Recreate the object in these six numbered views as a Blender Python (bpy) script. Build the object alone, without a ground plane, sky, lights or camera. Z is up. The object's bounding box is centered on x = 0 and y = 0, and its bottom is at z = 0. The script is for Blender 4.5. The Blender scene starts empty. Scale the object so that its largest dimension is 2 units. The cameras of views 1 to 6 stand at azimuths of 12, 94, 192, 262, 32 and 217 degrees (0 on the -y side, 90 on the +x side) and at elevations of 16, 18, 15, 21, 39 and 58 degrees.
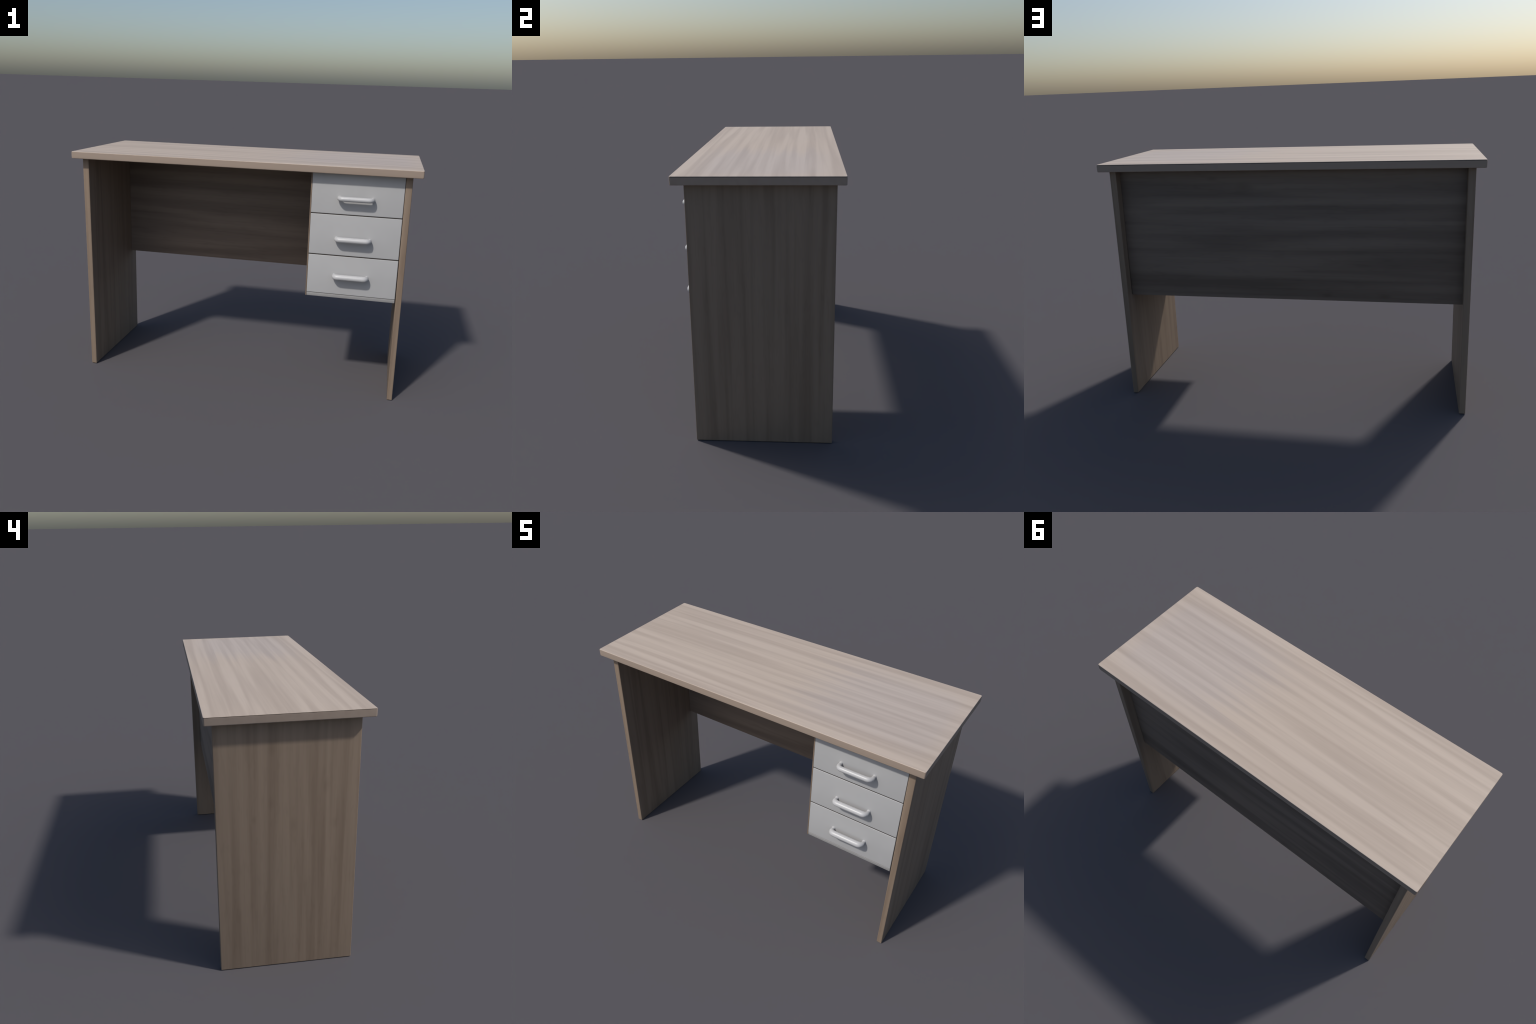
"""Pedestal writing desk: wood-grain board top, two slab sides, a recessed back
panel and a hanging three-drawer cabinet with grey fronts and bar handles."""
import bpy, bmesh, math
from mathutils import Vector

# ------------------------------------------------------------------ sizes (m)
TOP_X, TOP_Y = 1.000, 0.3870          # half length, half depth of the top
TOP_Z0, TOP_Z1 = 1.3170, 1.3575       # underside, upper face
LEGS = ((-0.9555, -0.9185), (0.9118, 0.9480))   # the two side panels in x
LEG_IN = 0.9118
LEG_YF, LEG_YB = -0.3340, 0.3480      # front and back edge of a side panel
PANEL_YF, PANEL_YB, PANEL_Z = 0.2730, 0.2985, 0.5995
CAB_L, CAB_Z, BOARD = 0.4030, 0.5995, 0.0300
FRONT_L, FRONT_R = 0.4105, 0.9100     # drawer fronts
FRONT_Y = -0.3315
FRONT_T = 0.0260
# each drawer: bottom, top, handle x, handle z, bar reach, bar radius in depth and height
DRAWERS = [(1.0885, 1.3170, 0.6550, 1.1810, 0.0415, 0.0136, 0.0138),
           (0.8530, 1.0830, 0.6530, 0.9510, 0.0382, 0.0168, 0.0158),
           (0.6220, 0.8470, 0.6532, 0.7340, 0.0380, 0.0170, 0.0168)]

col = bpy.context.scene.collection


# ------------------------------------------------------------------ materials
def nd(nt, kind, **kw):
    n = nt.nodes.new(kind)
    for k, v in kw.items():
        setattr(n, k, v)
    return n


def mathn(nt, op, a, b=None, c=None, clamp=False):
    n = nd(nt, "ShaderNodeMath", operation=op, use_clamp=clamp)
    for i, v in enumerate((a, b, c)):
        if v is None:
            continue
        if isinstance(v, (int, float)):
            n.inputs[i].default_value = v
        else:
            nt.links.new(v, n.inputs[i])
    return n.outputs[0]


def mixc(nt, fac, a, b, blend="MIX"):
    n = nd(nt, "ShaderNodeMix", data_type="RGBA", blend_type=blend)
    if isinstance(fac, (int, float)):
        n.inputs[0].default_value = fac
    else:
        nt.links.new(fac, n.inputs[0])
    for sock, v in ((n.inputs[6], a), (n.inputs[7], b)):
        if isinstance(v, tuple):
            sock.default_value = (*v, 1.0)
        else:
            nt.links.new(v, sock)
    return n.outputs[2]


def noise(nt, vec, scale, detail=2.0, rough=0.5, dist=0.0):
    n = nd(nt, "ShaderNodeTexNoise")
    n.inputs["Scale"].default_value = scale
    n.inputs["Detail"].default_value = detail
    n.inputs["Roughness"].default_value = rough
    n.inputs["Distortion"].default_value = dist
    nt.links.new(vec, n.inputs["Vector"])
    return n.outputs["Fac"]


def smooth(nt, v, lo, hi, to0=0.0, to1=1.0):
    n = nd(nt, "ShaderNodeMapRange", interpolation_type="SMOOTHSTEP")
    nt.links.new(v, n.inputs[0])
    for i, x in enumerate((lo, hi, to0, to1)):
        n.inputs[i + 1].default_value = x
    return n.outputs[0]


def base(name, rough, spec=0.3):
    m = bpy.data.materials.new(name)
    m.use_nodes = True
    nt = m.node_tree
    b = nt.nodes["Principled BSDF"]
    b.inputs["Roughness"].default_value = rough
    b.inputs["Specular IOR Level"].default_value = spec
    return m, nt, b


def wood(name, grain, offset, light, dark, grey, tint=0.3, grey_from=None, contrast=1.0,
         fleck=0.0, knots=(), width=1.0, knot_fac=0.42):
    """Printed wood decor.  grain = axis letter the fibres follow; knots = soft
    dark spots (position, radius across the grain)."""
    m, nt, b = base(name, 0.55, 0.25)
    tc = nd(nt, "ShaderNodeTexCoord")
    obj = tc.outputs["Object"]

    def mapped(along, across, extra=0.0):
        mp = nd(nt, "ShaderNodeMapping")
        nt.links.new(obj, mp.inputs["Vector"])
        mp.inputs["Scale"].default_value = [along if ax == grain else across for ax in "XYZ"]
        mp.inputs["Location"].default_value = (offset + extra, offset * 1.7 - extra, offset * 0.6)
        return mp.outputs[0]

    bands = noise(nt, mapped(0.75, 23.0 / width), 1.0, 1.5, 0.45, 0.45)      # broad streaks
    lines = noise(nt, mapped(1.3, 58.0, 3.1), 1.0, 2.0, 0.5, 0.3)    # narrow lines
    fibre = noise(nt, mapped(9.0, 200.0, 7.7), 1.0, 2.0, 0.6)        # fine fibres
    spots = noise(nt, mapped(7.0, 42.0, 1.9), 1.0, 2.0, 0.6, 0.5)    # short mottled flecks
    cloud = noise(nt, mapped(1.6, 3.0, 5.3), 1.0, 1.0)               # slow tint change
    f = mathn(nt, "ADD", smooth(nt, bands, 0.36, 0.72, 0, 0.78 * contrast),
              smooth(nt, lines, 0.40, 0.72, 0, 0.22 * contrast))
    f = mathn(nt, "ADD", f, smooth(nt, fibre, 0.35, 0.70, 0, 0.08 * contrast))
    f = mathn(nt, "ADD", f, smooth(nt, spots, 0.50, 0.72, 0, fleck), clamp=True)
    c = mixc(nt, f, light, dark)
    g = smooth(nt, cloud, 0.42, 0.68, 0.0, tint)
    if grey_from is not None:                    # the cool patch at one end of the top
        sx = nd(nt, "ShaderNodeSeparateXYZ")
        nt.links.new(obj, sx.inputs[0])
        wob = mathn(nt, "ADD", sx.outputs[0], mathn(nt, "MULTIPLY", bands, 0.6))
        side = smooth(nt, mathn(nt, "ABSOLUTE", sx.outputs[1]), 0.18, 0.37, 1.0, 0.25)
        end = smooth(nt, wob, grey_from + 0.30, grey_from + 0.75)
        far = smooth(nt, sx.outputs[0], 0.88, 1.0, 1.0, 0.35)
        end = mathn(nt, "MULTIPLY", mathn(nt, "MULTIPLY", end, side), far)
        g = mathn(nt, "ADD", mathn(nt, "MULTIPLY", g, 0.35), end, clamp=True)
    c = mixc(nt, g, c, grey, "MULTIPLY")
    for pos, rad in knots:
        mp = nd(nt, "ShaderNodeMapping")
        nt.links.new(obj, mp.inputs["Vector"])
        sc = [0.45 / rad if ax == grain else 1.0 / rad for ax in "XYZ"]
        mp.inputs["Scale"].default_value = sc
        mp.inputs["Location"].default_value = [-p * q for p, q in zip(pos, sc)]
        ln = nd(nt, "ShaderNodeVectorMath", operation="LENGTH")
        nt.links.new(mp.outputs[0], ln.inputs[0])
        d = mathn(nt, "ADD", ln.outputs["Value"], mathn(nt, "MULTIPLY", spots, 0.8))
        c = mixc(nt, smooth(nt, d, 0.35, 1.60, knot_fac, 0.0), c, (0.62, 0.58, 0.55), "MULTIPLY")
    nt.links.new(c, b.inputs["Base Color"])
    bump = nd(nt, "ShaderNodeBump")
    bump.inputs["Strength"].default_value = 0.06
    bump.inputs["Distance"].default_value = 0.001
    nt.links.new(fibre, bump.inputs["Height"])
    nt.links.new(bump.outputs[0], b.inputs["Normal"])
    return m


def plain(name, colour, rough, spec=0.35, mottle=0.04, metallic=0.0):
    m, nt, b = base(name, rough, spec)
    b.inputs["Metallic"].default_value = metallic
    tc = nd(nt, "ShaderNodeTexCoord")
    n = noise(nt, tc.outputs["Object"], 6.0, 3.0)
    dark = tuple(v * (1 - mottle) for v in colour)
    c = mixc(nt, smooth(nt, n, 0.35, 0.65), colour, dark)
    nt.links.new(c, b.inputs["Base Color"])
    return m


KNOTS_PANEL = [((0.216, 0.2985, 1.221), 0.029), ((0.388, 0.2985, 1.264), 0.017),
               ((-0.523, 0.2985, 0.632), 0.020), ((-0.220, 0.2985, 0.629), 0.017)]
KNOTS_SIDE = [((-0.9555, 0.086, 0.915), 0.019), ((-0.9555, -0.021, 0.795), 0.022),
              ((-0.9555, -0.172, 0.985), 0.019), ((-0.9555, -0.224, 0.790), 0.017),
              ((-0.9555, 0.167, 0.836), 0.014), ((-0.9555, 0.081, 1.185), 0.019)]
COOL = (0.945, 0.975, 1.04)
WOOD_X = wood("wood_decor_top", "X", 0.0, (0.545, 0.451, 0.371), (0.446, 0.362, 0.296), COOL,
              grey_from=0.05, fleck=0.06)
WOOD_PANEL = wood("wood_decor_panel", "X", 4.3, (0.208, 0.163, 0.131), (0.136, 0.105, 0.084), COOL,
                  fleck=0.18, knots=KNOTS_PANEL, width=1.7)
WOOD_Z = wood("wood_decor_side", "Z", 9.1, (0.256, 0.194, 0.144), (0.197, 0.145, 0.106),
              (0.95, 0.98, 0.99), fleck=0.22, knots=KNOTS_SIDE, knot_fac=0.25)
EDGE = wood("darker_wood_edge", "X", 2.2, (0.335, 0.265, 0.214), (0.300, 0.234, 0.186),
            (0.95, 0.97, 1.0), contrast=0.6)
RIM_LINE = plain("dark_rim_line", (0.045, 0.042, 0.040), 0.8, 0.1)
GAP = plain("gap_shadow_strip", (0.058, 0.051, 0.046), 0.8, 0.1)
WHITE = plain("grey_laminate", (0.420, 0.420, 0.422), 0.5, 0.3, 0.03)
RAIL = plain("shaded_grey_laminate", (0.335, 0.330, 0.326), 0.5, 0.3, 0.03)  # drawer-front grey lowered to paint the shade on the downturned lip
HANDLE = plain("handle_paint", (0.480, 0.480, 0.485), 0.38, 0.5, 0.02)


# ------------------------------------------------------------------ geometry
def finish(name, bm, mats, parent, smooth_angle=40):
    me = bpy.data.meshes.new(name)
    bm.to_mesh(me)
    bm.free()
    for m in mats:
        me.materials.append(m)
    ob = bpy.data.objects.new(name, me)
    col.objects.link(ob)
    ob.parent = parent
    for p in me.polygons:
        p.use_smooth = True
    me.set_sharp_from_angle(angle=math.radians(smooth_angle))
    return ob


def add_box(bm, lo, hi, bevel=0.0, seg=2, mat=0, taper=None):
    """Axis-aligned board with rounded edges; taper(v) may shift corners first."""
    made = bmesh.ops.create_cube(bm, size=1.0)["verts"]
    for v in made:
        v.co = Vector([lo[i] + (v.co[i] + 0.5) * (hi[i] - lo[i]) for i in range(3)])
        if taper:
            v.co = Vector(taper(v.co))
    faces = {f for v in made for f in v.link_faces}
    for f in faces:
        f.material_index = mat
    if bevel > 0:
        edges = list({e for v in made for e in v.link_edges})
        r = bmesh.ops.bevel(bm, geom=edges, offset=bevel, segments=seg,
                            profile=0.6, affect="EDGES", clamp_overlap=True)
        for f in r["faces"]:
            f.material_index = mat


def rounded_rect(hx, hy, r, n=5):
    pts = []
    for cx, cy, a0 in ((hx - r, hy - r, 0), (-hx + r, hy - r, 90),
                       (-hx + r, -hy + r, 180), (hx - r, -hy + r, 270)):
        for i in range(n + 1):
            a = math.radians(a0 + 90 * i / n)
            pts.append((cx + r * math.cos(a), cy + r * math.sin(a)))
    return pts


def loft(bm, rings, mats):
    """rings = [(inset, z, corner radius)] from bottom to top."""
    loops = []
    for inset, z, r in rings:
        loops.append([bm.verts.new((x, y, z)) for x, y in
                      rounded_rect(TOP_X - inset, TOP_Y - inset, r)])
    n = len(loops[0])
    for k in range(len(loops) - 1):
        for i in range(n):
            j = (i + 1) % n
            f = bm.faces.new((loops[k][i], loops[k][j], loops[k + 1][j], loops[k + 1][i]))
            f.material_index = mats[k]
    b = bm.faces.new(list(reversed(loops[0])))
    b.material_index = mats[0]
    t = bm.faces.new(loops[-1])
    t.material_index = mats[-1]


desk = bpy.data.objects.new("writing_desk", None)
col.objects.link(desk)
desk["label"] = "light wood-grain writing desk with three grey drawers"
desk["category"] = "desk"

# --- top: laminated board, darker edge lofted round it, dark line on three sides
bm = bmesh.new()
loft(bm, [(0.0300, TOP_Z0 + 0.0028, 0.006), (0.0240, TOP_Z0 + 0.0008, 0.006),
          (0.0040, TOP_Z0 + 0.0002, 0.007), (0.0015, TOP_Z0 + 0.0010, 0.007),
          (0.0004, TOP_Z0 + 0.0035, 0.007), (0.0000, TOP_Z0 + 0.0150, 0.007),
          (0.0000, TOP_Z1 - 0.0044, 0.007),
          (0.0012, TOP_Z1 - 0.0042, 0.007), (0.0012, TOP_Z1 - 0.0020, 0.007),
          (0.0006, TOP_Z1 - 0.0018, 0.007), (0.0009, TOP_Z1 - 0.0007, 0.007),
          (0.0022, TOP_Z1, 0.007), (0.0600, TOP_Z1 + 0.0010, 0.007),
          (0.1500, TOP_Z1 + 0.0022, 0.007), (0.3000, TOP_Z1 + 0.0030, 0.007)],
     [0, 0, 1, 1, 1, 1, 1, 2, 1, 0, 0, 0, 0, 0])
for v in bm.verts:                      # the dark line closes up along the front edge
    if v.co.y < -TOP_Y + 0.0016 and TOP_Z1 - 0.0043 < v.co.z < TOP_Z1 - 0.0015:
        v.co.y = -TOP_Y + 0.0002
for f in bm.faces:
    if f.material_index == 2 and f.calc_center_median().y < -TOP_Y + 0.003:
        f.material_index = 1
finish("tabletop", bm, [WOOD_X, EDGE, RIM_LINE], desk, 20)

UNDER = TOP_Z0 + 0.0033               # boards butt just into the underside

# --- two slab sides, slimmer towards the floor on the inside
for x0, x1 in LEGS:
    def slim(c, s=math.copysign(1, x0)):
        if c.z < 0.5:
            if abs(c.x) < 0.93:
                return (c.x + (0.006 if s > 0 else -0.001), c.y, c.z)
            if s < 0:
                return (c.x + 0.003, c.y, c.z)
        return c
    bm = bmesh.new()
    add_box(bm, (x0, LEG_YF, 0.0), (x1, LEG_YB, UNDER), 0.0040, 3, taper=slim)
    finish("side_panel", bm, [WOOD_Z], desk)

# --- back panel between the sides
bm = bmesh.new()
add_box(bm, (LEGS[0][1] - 0.001, PANEL_YF, PANEL_Z), (LEG_IN + 0.001, PANEL_YB, UNDER), 0.0025)
finish("back_panel", bm, [WOOD_PANEL], desk)

# --- drawer cabinet: side board, bottom board with a sloped grey front lip, rails
bm = bmesh.new()
add_box(bm, (CAB_L, FRONT_Y + 0.0015, CAB_Z), (FRONT_L - 0.0008, FRONT_Y + 0.0300, UNDER), 0.0020)
add_box(bm, (CAB_L + 0.0002, FRONT_Y + 0.0285, CAB_Z + 0.0002), (CAB_L + BOARD, PANEL_YF + 0.001, UNDER), 0.0025)
cabinet = finish("drawer_cabinet", bm, [WOOD_Z], desk)

bm = bmesh.new()
add_box(bm, (CAB_L + BOARD - 0.001, -0.300, CAB_Z + 0.0005), (LEG_IN + 0.001, PANEL_YF + 0.001, CAB_Z + 0.018), 0.001)
add_box(bm, (LEG_IN - 0.0130, FRONT_Y + 0.0290, CAB_Z + 0.0190), (LEG_IN + 0.001, PANEL_YF + 0.001, UNDER))
finish("cabinet_board", bm, [WOOD_PANEL], cabinet)

# dark strips modelled as gap shadow between the fronts and beside the leg
bm = bmesh.new()
for (z0, *_), (_, z1, *_) in zip(DRAWERS, DRAWERS[1:]):
    add_box(bm, (FRONT_L, FRONT_Y + 0.0022, z1 + 0.0004), (FRONT_R, FRONT_Y + 0.0270, z0 - 0.0004))
add_box(bm, (FRONT_L + 0.004, FRONT_Y + 0.0030, 0.6183), (FRONT_R - 0.004, FRONT_Y + 0.0270, DRAWERS[2][0] - 0.0003))
add_box(bm, (FRONT_R + 0.0003, FRONT_Y + 0.0040, CAB_Z + 0.0190), (LEG_IN + 0.0008, FRONT_Y + 0.0275, UNDER))
finish("modelled_gap_shadow", bm, [GAP], cabinet)


def slope(c):
    if c.y < -0.31 and c.z < CAB_Z + 0.01:
        return (c.x, c.y + 0.0030, c.z)
    return c


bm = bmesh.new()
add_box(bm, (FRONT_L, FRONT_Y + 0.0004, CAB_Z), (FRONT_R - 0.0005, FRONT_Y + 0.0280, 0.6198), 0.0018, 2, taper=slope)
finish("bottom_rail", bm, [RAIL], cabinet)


# --- handle: swept bar with elbows, a pinched neck and a small flared foot
def handle_mesh(out, r, rz):
    half = 0.0912
    bend = 0.0220
    path = [(-half, 0.001, 0.0105), (-half, -0.004, 0.0098), (-half, -0.0080, 0.0086),
            (-half, -0.0120, 0.0096)]
    for i in range(7):
        a = math.radians(90 * i / 6)
        path.append((-half + bend - bend * math.cos(a), -(out - bend) - bend * math.sin(a),
                     0.0108 + (r - 0.0108) * min(1, i / 4)))
    path += [(-half * 0.35, -out, r)]
    path += [(-x, y, rr) for x, y, rr in reversed(path)]
    bm = bmesh.new()
    rings = []
    n = 16
    for k, (x, y, rr) in enumerate(path):
        p0 = Vector((*path[max(k - 1, 0)][:2], 0))
        p1 = Vector((*path[min(k + 1, len(path) - 1)][:2], 0))
        t = (p1 - p0).normalized()
        side = t.cross(Vector((0, 0, 1)))
        rings.append([bm.verts.new(Vector((x, y, 0)) + side * rr * math.cos(2 * math.pi * i / n)
                                   + Vector((0, 0, rr * rz / r * math.sin(2 * math.pi * i / n)))) for i in range(n)])
    for a, b in zip(rings, rings[1:]):
        for i in range(n):
            bm.faces.new((a[i], a[(i + 1) % n], b[(i + 1) % n], b[i]))
    bm.faces.new(list(reversed(rings[0])))
    bm.faces.new(rings[-1])
    bmesh.ops.recalc_face_normals(bm, faces=bm.faces)
    return bm


for z0, z1, hx, hz, reach, rad, rad_z in DRAWERS:
    bm = bmesh.new()
    add_box(bm, (FRONT_L, FRONT_Y, z0), (FRONT_R, FRONT_Y + FRONT_T, z1), 0.0028, 3)
    # the box behind the front: two sides, a back and a floor
    xl, xr, yf, yb, zb, zt = 0.450, 0.895, FRONT_Y + FRONT_T - 0.001, 0.240, z0 + 0.018, z1 - 0.045
    add_box(bm, (xl, yf, zb), (xl + 0.014, yb, zt))
    add_box(bm, (xr - 0.014, yf, zb), (xr, yb, zt))
    add_box(bm, (xl + 0.013, yb - 0.014, zb + 0.001), (xr - 0.013, yb - 0.001, zt - 0.001))
    add_box(bm, (xl + 0.013, yf, zb + 0.002), (xr - 0.013, yb - 0.013, zb + 0.010))
    drawer = finish("drawer", bm, [WHITE], desk)
    handle = finish("handle", handle_mesh(reach, rad, rad_z), [HANDLE], drawer, 50)
    handle.location = (hx, FRONT_Y, hz)
